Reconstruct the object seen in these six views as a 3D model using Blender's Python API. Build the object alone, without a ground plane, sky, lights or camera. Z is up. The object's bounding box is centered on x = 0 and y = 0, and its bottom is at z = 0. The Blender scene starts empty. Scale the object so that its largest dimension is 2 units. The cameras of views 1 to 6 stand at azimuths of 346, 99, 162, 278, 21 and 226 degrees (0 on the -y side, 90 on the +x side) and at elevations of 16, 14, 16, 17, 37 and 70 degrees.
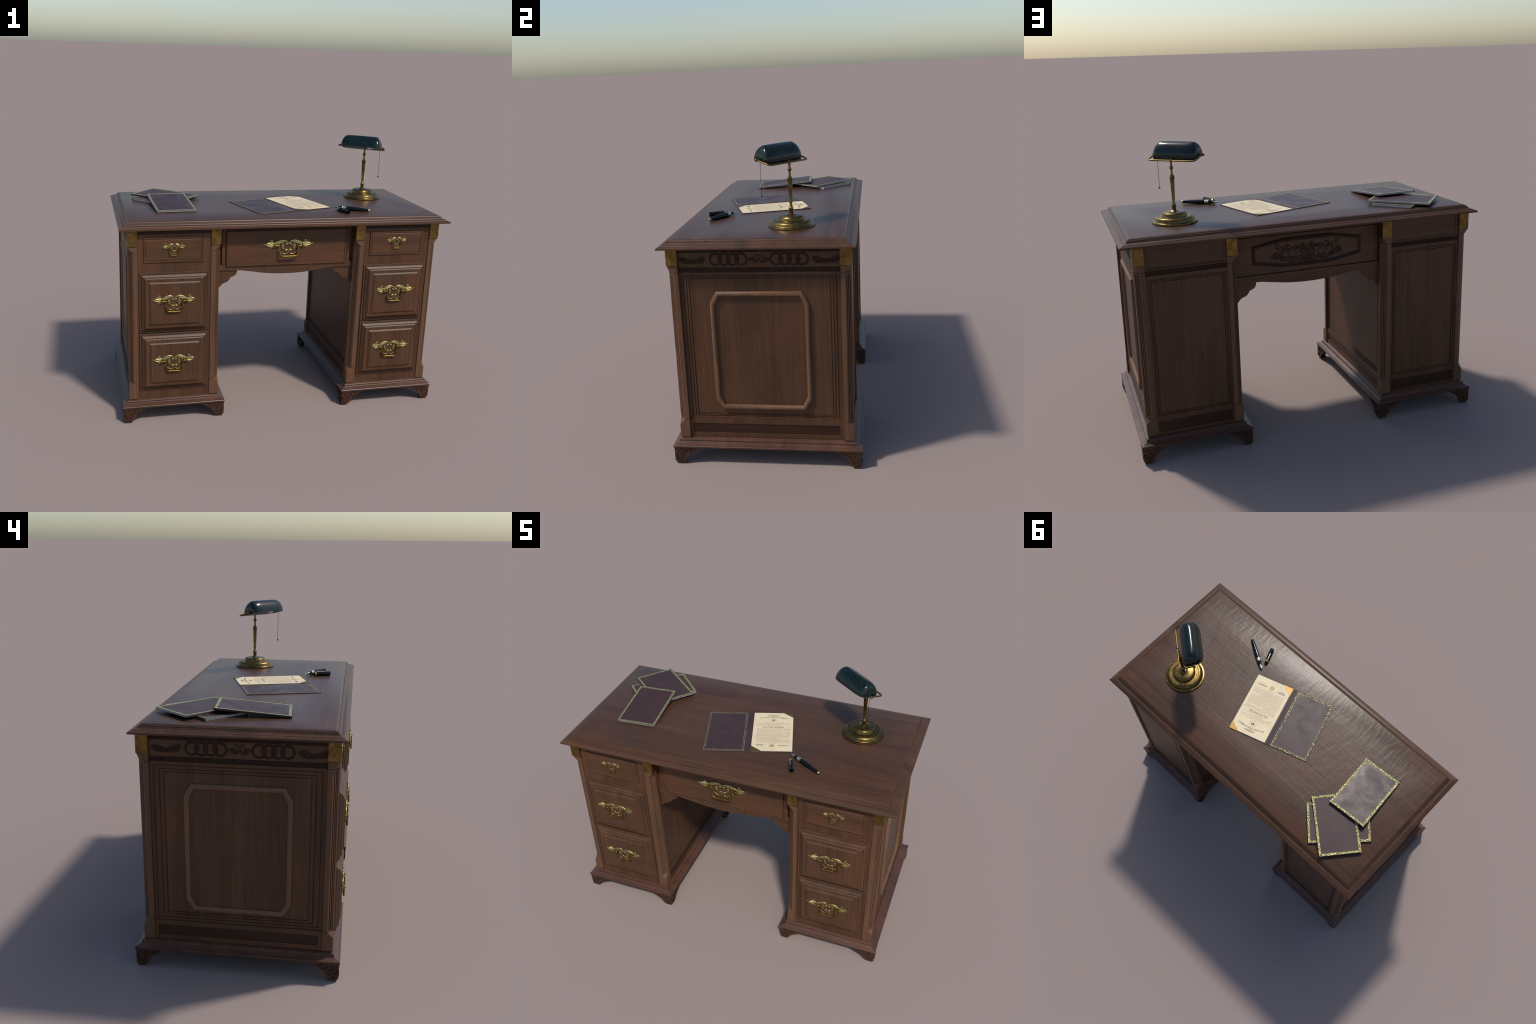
"""Antique pedestal writing desk with banker's lamp, open document folder, closed folders and fountain pen."""
import bpy, bmesh, math, random
from math import sin, cos, pi, radians, sqrt
from mathutils import Vector, Matrix

R = random.Random(11)
COL = bpy.context.scene.collection

# ------------------------------------------------------------------ materials
def new_mat(name):
    m = bpy.data.materials.new(name)
    m.use_nodes = True
    nt = m.node_tree
    return m, nt, nt.nodes["Principled BSDF"], nt.nodes, nt.links


def ramp(nodes, stops):
    r = nodes.new("ShaderNodeValToRGB")
    e = r.color_ramp.elements
    while len(e) < len(stops):
        e.new(0.5)
    for el, (p, c) in zip(e, stops):
        el.position = p
        el.color = (*c, 1)
    return r


def coords(nodes, links, scale, random_shift=False, kind="Object"):
    tc = nodes.new("ShaderNodeTexCoord")
    mp = nodes.new("ShaderNodeMapping")
    mp.inputs["Scale"].default_value = scale
    links.new(tc.outputs[kind], mp.inputs["Vector"])
    if random_shift:
        oi = nodes.new("ShaderNodeObjectInfo")
        mu = nodes.new("ShaderNodeMath")
        mu.operation = "MULTIPLY"
        mu.inputs[1].default_value = 17.0
        links.new(oi.outputs["Random"], mu.inputs[0])
        links.new(mu.outputs[0], mp.inputs["Location"])
    return mp


def noise(nodes, links, vec, scale, detail=4.0, rough=0.55, dist=0.0):
    n = nodes.new("ShaderNodeTexNoise")
    n.inputs["Scale"].default_value = scale
    n.inputs["Detail"].default_value = detail
    n.inputs["Roughness"].default_value = rough
    n.inputs["Distortion"].default_value = dist
    links.new(vec.outputs[0], n.inputs["Vector"])
    return n


def mix(nodes, links, a, b, fac, mode="MIX"):
    m = nodes.new("ShaderNodeMix")
    m.data_type = "RGBA"
    m.blend_type = mode
    for s, v in ((m.inputs[6], a), (m.inputs[7], b), (m.inputs[0], fac)):
        if isinstance(v, (tuple, list)):
            s.default_value = (*v, 1)
        elif isinstance(v, (int, float)):
            s.default_value = v
        else:
            links.new(v, s)
    return m.outputs[2]


def bump(nodes, links, height, strength, dist, bsdf):
    b = nodes.new("ShaderNodeBump")
    b.inputs["Strength"].default_value = strength
    b.inputs["Distance"].default_value = dist
    links.new(height, b.inputs["Height"])
    links.new(b.outputs[0], bsdf.inputs["Normal"])
    return b


def wood(name, axis, dark, mid, light, rough=0.42, contrast=1.0, tone=1.0, spec=0.28):
    """Walnut with streaks running along axis (0 x, 1 y, 2 z)."""
    m, nt, p, N, L = new_mat(name)
    s = [9.0, 9.0, 9.0]
    s[axis] = 0.7
    vec = coords(N, L, s, True)
    broad = noise(N, L, vec, 1.1, 5, 0.62, 0.5)
    s2 = [165.0, 165.0, 165.0]
    s2[axis] = 2.2
    vec2 = coords(N, L, s2, True)
    fine = noise(N, L, vec2, 1.0, 3, 0.6)
    vec3 = coords(N, L, (3.0, 3.0, 3.0), True)
    cloud = noise(N, L, vec3, 1.3, 4, 0.6)
    d, c, l = ([x * tone for x in k] for k in (dark, mid, light))
    w = 0.2 / contrast
    base = ramp(N, [(0.5 - w, d), (0.5, c), (0.5 + w, l)])
    L.new(broad.outputs["Fac"], base.inputs[0])
    streak = ramp(N, [(0.32, (0.60, 0.58, 0.58)), (0.5, (0.95, 0.95, 0.95)), (0.66, (1.16, 1.10, 1.05))])
    L.new(fine.outputs["Fac"], streak.inputs[0])
    col = mix(N, L, base.outputs[0], streak.outputs[0], 0.75, "MULTIPLY")
    blotch = ramp(N, [(0.36, (0.80, 0.87, 0.86)), (0.62, (1.10, 1.02, 0.95))])
    L.new(cloud.outputs["Fac"], blotch.inputs[0])
    col = mix(N, L, col, blotch.outputs[0], 0.7, "MULTIPLY")
    L.new(col, p.inputs["Base Color"])
    rr = N.new("ShaderNodeMapRange")
    rr.inputs["To Min"].default_value = rough - 0.07
    rr.inputs["To Max"].default_value = rough + 0.1
    L.new(broad.outputs["Fac"], rr.inputs["Value"])
    L.new(rr.outputs[0], p.inputs["Roughness"])
    p.inputs["Specular IOR Level"].default_value = spec
    bump(N, L, fine.outputs["Fac"], 0.25, 0.0012, p)
    return m


def tabletop_wood():
    """Polished top: long streaks, cross-grain scraper ripple and small scratches in the varnish."""
    m, nt, p, N, L = new_mat("tabletop_walnut")
    vec = coords(N, L, (0.75, 8.0, 8.0))
    broad = noise(N, L, vec, 1.6, 6, 0.62, 0.4)
    base = ramp(N, [(0.25, (0.060, 0.0290, 0.0165)), (0.5, (0.080, 0.0375, 0.0205)), (0.75, (0.098, 0.0465, 0.0250))])
    L.new(broad.outputs["Fac"], base.inputs[0])
    vec2 = coords(N, L, (2.0, 95.0, 20.0))
    fine = noise(N, L, vec2, 1.0, 3, 0.6)
    st = ramp(N, [(0.35, (0.68, 0.66, 0.66)), (0.6, (1.05, 1.05, 1.05))])
    L.new(fine.outputs["Fac"], st.inputs[0])
    col = mix(N, L, base.outputs[0], st.outputs[0], 0.7, "MULTIPLY")
    vec3 = coords(N, L, (3.0, 3.0, 3.0))
    cl = noise(N, L, vec3, 1.2, 4)
    bl = ramp(N, [(0.36, (0.84, 0.9, 0.92)), (0.62, (1.1, 1.0, 0.95))])
    L.new(cl.outputs["Fac"], bl.inputs[0])
    col = mix(N, L, col, bl.outputs[0], 0.7, "MULTIPLY")
    L.new(col, p.inputs["Base Color"])
    p.inputs["Roughness"].default_value = 0.34
    p.inputs["Specular IOR Level"].default_value = 0.29
    vec4 = coords(N, L, (34.0, 9.0, 9.0))
    ripple = noise(N, L, vec4, 1.0, 3, 0.6, 0.3)
    add = N.new("ShaderNodeMath")
    add.operation = "ADD"
    sc = N.new("ShaderNodeMath")
    sc.operation = "MULTIPLY"
    sc.inputs[1].default_value = 0.35
    L.new(fine.outputs["Fac"], sc.inputs[0])
    L.new(ripple.outputs["Fac"], add.inputs[0])
    L.new(sc.outputs[0], add.inputs[1])
    bump(N, L, add.outputs[0], 0.42, 0.0030, p)
    return m


def metal(name, lo, mid, hi, rough, scale=60.0, bump_s=0.15, metallic=1.0):
    m, nt, p, N, L = new_mat(name)
    vec = coords(N, L, (1, 1, 1), True)
    n = noise(N, L, vec, scale, 5, 0.6)
    r = ramp(N, [(0.33, lo), (0.52, mid), (0.7, hi)])
    L.new(n.outputs["Fac"], r.inputs[0])
    L.new(r.outputs[0], p.inputs["Base Color"])
    p.inputs["Metallic"].default_value = metallic
    mr = N.new("ShaderNodeMapRange")
    mr.inputs["To Min"].default_value = rough - 0.08
    mr.inputs["To Max"].default_value = rough + 0.12
    L.new(n.outputs["Fac"], mr.inputs["Value"])
    L.new(mr.outputs[0], p.inputs["Roughness"])
    bump(N, L, n.outputs["Fac"], bump_s, 0.002, p)
    return m


def plain(name, colour, rough, vary=0.12, scale=40.0, metallic=0.0, spec=0.5, coat=0.0):
    m, nt, p, N, L = new_mat(name)
    vec = coords(N, L, (1, 1, 1), True)
    n = noise(N, L, vec, scale, 4)
    r = ramp(N, [(0.3, [c * (1 - vary) for c in colour]), (0.7, [min(1, c * (1 + vary)) for c in colour])])
    L.new(n.outputs["Fac"], r.inputs[0])
    L.new(r.outputs[0], p.inputs["Base Color"])
    p.inputs["Roughness"].default_value = rough
    p.inputs["Metallic"].default_value = metallic
    p.inputs["Specular IOR Level"].default_value = spec
    p.inputs["Coat Weight"].default_value = coat
    return m


def leather(name, clouds):
    m, nt, p, N, L = new_mat(name)
    vec = coords(N, L, (1, 1, 1), True)
    n = noise(N, L, vec, 11.0, 5, 0.6, 0.3)
    r = ramp(N, [(0.35, (0.045, 0.0220, 0.0235)), (0.65, (0.060, 0.0285, 0.0255))])
    L.new(n.outputs["Fac"], r.inputs[0])
    L.new(r.outputs[0], p.inputs["Base Color"])
    rr = N.new("ShaderNodeMapRange")
    rr.inputs["From Min"].default_value, rr.inputs["From Max"].default_value = 0.35, 0.65
    rr.inputs["To Min"].default_value, rr.inputs["To Max"].default_value = 0.5, 0.5 - clouds
    L.new(n.outputs["Fac"], rr.inputs["Value"])
    L.new(rr.outputs[0], p.inputs["Roughness"])
    p.inputs["Specular IOR Level"].default_value = 0.36
    g = noise(N, L, vec, 900.0, 2)
    bump(N, L, g.outputs["Fac"], 0.12, 0.0006, p)
    return m


def gilt(name):
    """Tooled gilding: glittering gold stamped into the leather."""
    m, nt, p, N, L = new_mat(name)
    vec = coords(N, L, (1, 1, 1), True)
    v = N.new("ShaderNodeTexVoronoi")
    v.inputs["Scale"].default_value = 150.0
    L.new(vec.outputs[0], v.inputs["Vector"])
    r = ramp(N, [(0.1, (0.86, 0.74, 0.32)), (0.5, (0.50, 0.43, 0.17)), (0.9, (0.20, 0.17, 0.07))])
    L.new(v.outputs["Distance"], r.inputs[0])
    L.new(r.outputs[0], p.inputs["Base Color"])
    p.inputs["Metallic"].default_value = 0.8
    p.inputs["Roughness"].default_value = 0.24
    bump(N, L, v.outputs["Distance"], 0.9, 0.004, p)
    return m


def shade_glass():
    m, nt, p, N, L = new_mat("lampshade_green_glass")
    vec = coords(N, L, (1, 1, 1))
    n = noise(N, L, vec, 85.0, 6, 0.7, 0.3)
    r = ramp(N, [(0.42, (0.0025, 0.0065, 0.0095)), (0.55, (0.0042, 0.0130, 0.0095)), (0.70, (0.011, 0.036, 0.010))])
    L.new(n.outputs["Fac"], r.inputs[0])
    L.new(r.outputs[0], p.inputs["Base Color"])
    p.inputs["Roughness"].default_value = 0.13
    p.inputs["Specular IOR Level"].default_value = 0.42
    return m


DK, MD, LT = (0.066, 0.0315, 0.0172), (0.089, 0.0412, 0.0212), (0.108, 0.0500, 0.0252)
M = {}
M["panel_z"] = wood("walnut_panel", 2, DK, MD, LT)
M["panel_x"] = wood("walnut_rail", 0, DK, MD, LT)
M["pilaster"] = wood("walnut_pilaster", 2, (0.112, 0.057, 0.032), (0.128, 0.065, 0.036), (0.144, 0.073, 0.041), 0.46, 0.7)
M["mould"] = wood("walnut_moulding", 2, (0.145, 0.076, 0.043), (0.162, 0.085, 0.048), (0.178, 0.094, 0.053), 0.40, 0.7)
M["plinth_x"] = wood("mahogany_plinth", 0, (0.064, 0.029, 0.0185), (0.090, 0.039, 0.024), (0.114, 0.051, 0.031), 0.36, 1.0, 1.0, 0.45)
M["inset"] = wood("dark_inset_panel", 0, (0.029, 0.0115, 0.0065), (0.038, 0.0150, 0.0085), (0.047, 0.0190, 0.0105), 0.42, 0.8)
M["carved"] = plain("carved_dark_walnut", (0.0400, 0.0200, 0.0130), 0.5, 0.3, 60, 0, 0.15)
M["foot"] = wood("mahogany_foot", 0, (0.058, 0.0265, 0.0165), (0.076, 0.0335, 0.0200), (0.094, 0.0415, 0.0245), 0.38, 0.8)
M["top"] = tabletop_wood()
M["rim"] = wood("walnut_rim", 0, (0.060, 0.0295, 0.0165), (0.080, 0.0375, 0.0205), (0.098, 0.0460, 0.0250), 0.38)
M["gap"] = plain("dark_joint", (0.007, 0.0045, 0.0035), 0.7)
M["corner_brass"] = metal("mottled_brass_block", (0.105, 0.072, 0.022), (0.195, 0.120, 0.034), (0.31, 0.170, 0.050), 0.47, 34, 0.2, 0.92)
M["gilt_handle"] = metal("gilded_brass", (0.32, 0.260, 0.100), (0.46, 0.385, 0.160), (0.58, 0.50, 0.235), 0.35, 150, 0.1)
M["bail"] = metal("worn_brass_bail", (0.150, 0.096, 0.020), (0.205, 0.135, 0.030), (0.265, 0.180, 0.046), 0.36, 90, 0.1)
M["lamp_brass"] = metal("lamp_brass", (0.115, 0.076, 0.025), (0.175, 0.117, 0.039), (0.245, 0.165, 0.058), 0.33, 38, 0.08)
M["shade"] = shade_glass()
M["shade_in"] = plain("lampshade_inner_glaze", (0.13, 0.17, 0.125), 0.3, 0.08)
M["bulb"] = plain("pale_cream_bulb", (0.95, 0.91, 0.76), 0.25, 0.02)
M["cord"] = plain("pull_cord", (0.035, 0.030, 0.030), 0.5)
M["leather"] = leather("oxblood_leather", 0.06)
M["leather_worn"] = leather("oxblood_leather_polished", 0.17)
M["gilt"] = gilt("gilt_tooling")
M["paper"] = plain("cream_paper", (0.755, 0.61, 0.38), 0.55, 0.04, 14, 0, 0.5)
M["leaves"] = plain("page_block", (0.50, 0.50, 0.52), 0.7, 0.1, 300, 0, 0.3)
M["ink"] = plain("printing_ink", (0.06, 0.056, 0.048), 0.7)
M["faint_ink"] = plain("faint_printing_ink", (0.055, 0.05, 0.04), 0.7)
M["blue_ink"] = plain("blue_ink", (0.075, 0.075, 0.19), 0.6)
M["seal"] = plain("embossed_gold_seal", (0.47, 0.35, 0.15), 0.5, 0.3, 200)
M["tab"] = metal("bronze_corner_tab", (0.20, 0.118, 0.036), (0.28, 0.172, 0.056), (0.36, 0.23, 0.08), 0.42, 110, 0.2, 0.9)
M["black"] = plain("black_lacquer", (0.0040, 0.0048, 0.0065), 0.16, 0.1, 20, 0, 0.3)
M["pen_gold"] = metal("pen_gold", (0.62, 0.48, 0.18), (0.72, 0.57, 0.24), (0.8, 0.65, 0.3), 0.2, 200, 0.05)
M["pen_silver"] = metal("pen_silver", (0.50, 0.53, 0.54), (0.62, 0.65, 0.66), (0.72, 0.74, 0.75), 0.2, 200, 0.2)

# ------------------------------------------------------------------ building blocks
def make(name, verts, faces, mat, parent=None, smooth=False, angle=None, bevel=0.0, mats=None, face_mat=None):
    me = bpy.data.meshes.new(name)
    me.from_pydata([tuple(v) for v in verts], [], faces)
    bm = bmesh.new()
    bm.from_mesh(me)
    bmesh.ops.remove_doubles(bm, verts=bm.verts, dist=1e-6)
    bmesh.ops.recalc_face_normals(bm, faces=bm.faces)
    bm.to_mesh(me)
    bm.free()
    for k in (mats or [mat]):
        me.materials.append(M[k])
    if face_mat:
        for i, f in enumerate(me.polygons):
            f.material_index = face_mat(f)
    o = bpy.data.objects.new(name, me)
    COL.objects.link(o)
    if smooth:
        me.polygons.foreach_set("use_smooth", [True] * len(me.polygons))
        if angle:
            me.set_sharp_from_angle(angle=radians(angle))
    if bevel:
        b = o.modifiers.new("soft_edges", "BEVEL")
        b.width = bevel
        b.segments = 2
        b.limit_method = "ANGLE"
        b.angle_limit = radians(30)
        b.harden_normals = False
    if parent:
        attach(o, parent)
    return o


def attach(o, parent):
    o.parent = parent
    o.matrix_parent_inverse = parent.matrix_world.inverted()


def repeat(o, name, parent, matrix):
    c = o.copy()
    c.name = name
    c.parent = None
    COL.objects.link(c)
    c.matrix_world = matrix
    bpy.context.view_layer.update()
    c.parent = parent
    c.matrix_parent_inverse = parent.matrix_world.inverted()
    return c


def thing(name, loc, label, category):
    e = bpy.data.objects.new(name, None)
    e.empty_display_size = 0.1
    COL.objects.link(e)
    e.location = loc
    e["label"] = label
    e["category"] = category
    bpy.context.view_layer.update()
    return e


class Geo:
    """Collects vertices and faces of several simple solids into one mesh."""

    def __init__(self):
        self.v, self.f = [], []

    def add(self, v, f):
        b = len(self.v)
        self.v += [Vector(x) for x in v]
        self.f += [[i + b for i in q] for q in f]
        return self

    def box(self, x0, x1, y0, y1, z0, z1):
        v = [(x, y, z) for z in (z0, z1) for x, y in ((x0, y0), (x1, y0), (x1, y1), (x0, y1))]
        return self.add(v, [(0, 3, 2, 1), (4, 5, 6, 7), (0, 1, 5, 4), (1, 2, 6, 5), (2, 3, 7, 6), (3, 0, 4, 7)])

    def loops(self, loops, close_first=True, close_last=True):
        n = len(loops[0])
        v = [p for l in loops for p in l]
        f = []
        for k in range(len(loops) - 1):
            for i in range(n):
                j = (i + 1) % n
                f.append((k * n + i, k * n + j, (k + 1) * n + j, (k + 1) * n + i))
        if close_first:
            f.append(tuple(range(n - 1, -1, -1)))
        if close_last:
            f.append(tuple((len(loops) - 1) * n + i for i in range(n)))
        return self.add(v, f)

    def tube(self, path, radii, sides=8, flat=1.0, normal=None):
        """Sweep of an ellipse; flat squeezes it along normal."""
        P = [Vector(p) for p in path]
        n = len(P)
        nrm = Vector(normal) if normal else None
        loops = []
        up = None
        for i in range(n):
            t = (P[min(i + 1, n - 1)] - P[max(i - 1, 0)]).normalized()
            if nrm is not None:
                a = t.cross(nrm).normalized()
                b = nrm * flat
            else:
                if up is None:
                    up = t.orthogonal().normalized()
                up = (up - t * up.dot(t)).normalized()
                a, b = up, t.cross(up)
            r = radii[i] if isinstance(radii, (list, tuple)) else radii
            loops.append([P[i] + (a * cos(2 * pi * k / sides) + b * sin(2 * pi * k / sides)) * r for k in range(sides)])
        return self.loops(loops)

    def blob(self, c, rx, ry, rz, nu=10, nv=6, rot=None):
        loops = []
        c = Vector(c)
        for i in range(1, nv):
            th = pi * i / nv
            l = []
            for k in range(nu):
                a = 2 * pi * k / nu
                p = Vector((rx * sin(th) * cos(a), ry * sin(th) * sin(a), rz * cos(th)))
                l.append(c + (rot @ p if rot else p))
            loops.append(l)
        return self.loops(loops)

    def lathe(self, prof, c, sides=48, axis=(0, 0, 1)):
        """prof: (distance along axis, radius)."""
        q = Vector((0, 0, 1)).rotation_difference(Vector(axis)).to_matrix()
        c = Vector(c)
        loops = [[c + q @ Vector((max(r, 1e-5) * cos(2 * pi * k / sides), max(r, 1e-5) * sin(2 * pi * k / sides), h)) for k in range(sides)] for h, r in prof]
        return self.loops(loops)

    def done(self, name, mat, parent=None, **k):
        return make(name, self.v, self.f, mat, parent, **k)


def smooth_path(pts, n=6):
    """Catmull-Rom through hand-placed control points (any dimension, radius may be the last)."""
    out = []
    P = [pts[0]] + list(pts) + [pts[-1]]
    for i in range(1, len(P) - 2):
        for k in range(n):
            t = k / n
            q = []
            for a, b, c, d in zip(P[i - 1], P[i], P[i + 1], P[i + 2]):
                q.append(0.5 * (2 * b + (c - a) * t + (2 * a - 5 * b + 4 * c - d) * t * t + (3 * b - a - 3 * c + d) * t ** 3))
            out.append(q)
    out.append(list(pts[-1]))
    return out


class Face:
    """A flat working plane: (u, v, height) -> world."""

    def __init__(self, o, u, v):
        self.o, self.u, self.v = Vector(o), Vector(u), Vector(v)
        self.n = self.u.cross(self.v)

    def __call__(self, u, v, h=0.0):
        return self.o + self.u * u + self.v * v + self.n * h


def stepped_panel(geo, face, u0, u1, v0, v1, prof, back=-0.012):
    """Rectangular panel whose edge profile is (inset_u, inset_v, height)."""
    def ring(i, j, h):
        return [face(u0 + i, v0 + j, h), face(u1 - i, v0 + j, h), face(u1 - i, v1 - j, h), face(u0 + i, v1 - j, h)]
    geo.loops([ring(0, 0, back)] + [ring(*p) for p in prof])
    return geo


def relief(geo, face, strokes, s, ox=0.0, oy=0.0, depth=1.0, mirror=(1, -1), sides=7, sy=None):
    """Carved strokes: each a list of (x, y, radius) in ornament units."""
    sy = sy or s
    for sx in mirror:
        for st in strokes:
            p = smooth_path(st, 5)
            geo.tube([face(ox + sx * q[0] * s, oy + q[1] * sy, 0.0) for q in p], [max(q[2] * s, 1e-4) for q in p], sides, depth, face.n)


# ------------------------------------------------------------------ the desk
DX, DY = -0.0085, 0.0035            # body centre; the top is centred on the origin
HX, HY = 0.2645, 0.457              # pedestal half sizes over the pilasters
PED = (DX - 0.6795, DX + 0.6795)
TOP_Z = 1.2148
desk = thing("pedestal_desk", (0, 0, 0), "antique dark walnut pedestal desk with brass drawer pulls", "desk")


def tabletop():
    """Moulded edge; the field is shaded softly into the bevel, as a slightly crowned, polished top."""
    hx, hy = 1.0, 0.487
    prof = [(0.06, 1.1735), (0.0, 1.1735), (0.0, 1.1815), (0.0015, 1.1828), (0.0175, 1.1880), (0.0195, 1.1906), (0.0220, 1.1914), (0.0345, 1.1950), (0.0375, 1.1988), (0.0410, 1.2002),
            (0.0435, 1.2066), (0.0470, 1.2086), (0.0485, 1.2068), (0.0520, 1.2114), (0.0535, 1.2122), (0.0615, TOP_Z), (0.25, TOP_Z)]
    g = Geo()
    g.loops([[Vector((sx * (hx - i), sy * (hy - i), z)) for sx, sy in ((-1, -1), (1, -1), (1, 1), (-1, 1))] for i, z in prof])
    return g.done("tabletop", "top", desk, smooth=True, angle=23, mats=["top", "rim"], face_mat=lambda f: 0 if f.normal.z > 0.9 and f.center.z > TOP_Z - 0.0018 else 1)


tabletop()


def carcass(cx, name):
    g = Geo()
    g.box(cx - HX + 0.021, cx + HX - 0.021, DY - HY + 0.0055, DY + HY - 0.017, 0.125, 1.1745)
    o = g.done(name, "panel_z", desk)
    return o


carcasses = [carcass(c, "carcass") for c in PED]

# --- plinth with moulded top, one per pedestal
def plinth(cx):
    hx, hy, cy = 0.3035, 0.4965, 0.0055
    prof = [(0.02, 0.0925), (0.004, 0.0925), (0.001, 0.0945), (0.0, 0.0975), (0.002, 0.0985), (0.0, 0.0995), (0.0, 0.1035), (0.002, 0.1055), (0.012, 0.1085), (0.0285, 0.1165),
            (0.0295, 0.1175), (0.0295, 0.1275), (0.031, 0.1295), (0.06, 0.1415), (0.08, 0.1415)]
    g = Geo()
    g.loops([[Vector((cx + sx * (hx - i), cy + sy * (hy - i), z)) for sx, sy in ((-1, -1), (1, -1), (1, 1), (-1, 1))] for i, z in prof])
    return g.done("plinth", "plinth_x", desk)


for c in PED:
    plinth(c)

# --- bracket foot, built for the corner at the local origin pointing to +x +y
def bracket_foot():
    out = [(0.0, 0.093), (0.136, 0.093), (0.135, 0.0885), (0.122, 0.081), (0.100, 0.0675), (0.082, 0.056), (0.070, 0.0435), (0.060, 0.028), (0.0505, 0.0135), (0.004, 0.0135)]
    T = 0.022
    g = Geo()
    for swap in (False, True):
        def at(a, d, z):
            return Vector((d, a, z)) if swap else Vector((a, d, z))
        g.loops([[at(a + 0.0008, 0.0016, z - 0.0004) for a, z in out], [at(a, 0.0, z) if i else at(a, 0, z) for i, (a, z) in enumerate(out)],
                 [at(max(a, 0.0), T, z) for a, z in out]])
    g.box(0.007, 0.042, 0.007, 0.042, 0.0, 0.015)
    g.box(0.010, 0.047, 0.010, 0.047, 0.0045, 0.0138)
    o = g.done("bracket_foot", "foot", desk)
    r = Geo()
    for swap in (False, True):
        f = Face((0, 0, 0), (0, 1, 0), (0, 0, 1)) if swap else Face((0, 0, 0), (1, 0, 0), (0, 0, 1))
        sgn = -1.0 if swap else 1.0
        def ring(u, v, rad, w):
            r.tube([f(u + rad * cos(a), v + rad * sin(a), 0.0003 * sgn) for a in [2 * pi * k / 20 for k in range(21)]], w, 6)
        for u, v in ((0.031, 0.0725), (0.073, 0.0755), (0.0255, 0.031)):
            ring(u, v, 0.0112, 0.0021)
        for u, v, q in ((0.008, 0.083, .005), (0.009, 0.055, .005), (0.05, 0.052, .005), (0.056, 0.068, .004), (0.095, 0.079, .005), (0.112, 0.084, .0045), (0.052, 0.084, .004), (0.046, 0.036, .005), (0.011, 0.044, .004), (0.04, 0.055, .0035), (0.088, 0.086, .0035)):
            ring(u, v, q * 0.8, 0.0012)
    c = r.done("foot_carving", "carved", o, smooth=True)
    return o, c


foot, carving = bracket_foot()
corners = [(cx + sx * 0.2990, 0.0055 + sy * 0.4915, -sx, -sy) for cx in PED for sx in (-1, 1) for sy in (-1, 1)]
for k, (x, y, mx, my) in enumerate(corners):
    mw = Matrix.Translation((x, y, 0)) @ Matrix.Diagonal((mx, my, 1, 1))
    if k == 0:
        foot.matrix_world = mw
        bpy.context.view_layer.update()
        carving.parent = foot
        carving.matrix_parent_inverse = Matrix()
        continue
    f = repeat(foot, "bracket_foot", desk, mw)
    c = carving.copy()
    COL.objects.link(c)
    c.parent = f
    c.matrix_parent_inverse = Matrix()

# --- corner pilaster with stopped, fluted chamfer; local outer corner at origin, body towards +x +y
def pilaster():
    w, ch = 0.0525, 0.030
    z0, z1, z2, z3, z4 = 0.1395, 0.211, 0.2405, 1.0375, 1.0715
    g = Geo()
    # fluted chamfer cross-section from (ch,0) to (0,ch)
    sec = [(ch, 0.0)]
    for k in range(3):
        m = 0.26 + 0.24 * k
        for t, d in ((m - 0.06, 0.0), (m - 0.05, 0.0045), (m + 0.05, 0.0045), (m + 0.06, 0.0)):
            sec.append((ch * (1 - t) + d * 0.707, ch * t + d * 0.707))
    sec.append((0.0, ch))
    body = sec + [(0.0, w), (w, w), (w, 0.0)]
    zs = [z2 + 0.009, z3 - 0.009]
    g.loops([[Vector((x, y, z)) for x, y in body] for z in zs])
    # plain chamfer pieces that stop the flutes
    def solid(c0, za, c1, zb):
        def poly(c, z):
            return [Vector((c, 0, z)), Vector((0, c, z)), Vector((0, w, z)), Vector((w, w, z)), Vector((w, 0, z))]
        g.loops([poly(c0, za), poly(c1, zb)])
    solid(ch, z2, ch, z2 + 0.009)
    solid(ch, z3 - 0.009, ch, z3)
    solid(0.0004, z1, ch - 0.001, z2 - 0.0024)
    solid(ch - 0.001, z3 + 0.0024, 0.0004, z4)
    solid(0.0002, z0, 0.0002, z1)
    solid(0.0002, z4, 0.0002, z4 + 0.0025)
    o = g.done("pilaster", "pilaster", desk)
    k = Geo()
    cc, q0 = ch + 0.006, 0.0030
    core = [(cc, q0), (q0, cc), (q0, w - q0), (w - q0, w - q0), (w - q0, q0)]
    for za, zb in ((z2 - 0.0030, z2 + 0.0004), (z3 - 0.0004, z3 + 0.0030)):
        k.loops([[Vector((x, y, z)) for x, y in core] for z in (za, zb)])
    k.box(0.002, w - q0, 0.002, w - q0, z4 + 0.002, 1.0770)
    k.done("joint_line", "gap", o)
    b = Geo()
    b.box(-0.0042, w + 0.001, -0.0042, w + 0.001, 1.0762, 1.1742)
    bb = b.done("brass_block", "corner_brass", o, bevel=0.0008)
    return o, [x for x in bpy.data.objects if x.parent == o]


pil, pil_parts = pilaster()
n = 0
for cx in PED:
    for sx in (-1, 1):
        for sy in (-1, 1):
            mw = Matrix.Translation((cx + sx * HX, DY + sy * HY, 0)) @ Matrix.Diagonal((-sx, -sy, 1, 1))
            if n == 0:
                pil.matrix_world = mw
                bpy.context.view_layer.update()
                for q in pil_parts:
                    q.matrix_parent_inverse = Matrix()
            else:
                o = repeat(pil, "pilaster", desk, mw)
                for q in pil_parts:
                    c = q.copy()
                    COL.objects.link(c)
                    c.parent = o
                    c.matrix_parent_inverse = Matrix()
            n += 1

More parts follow.
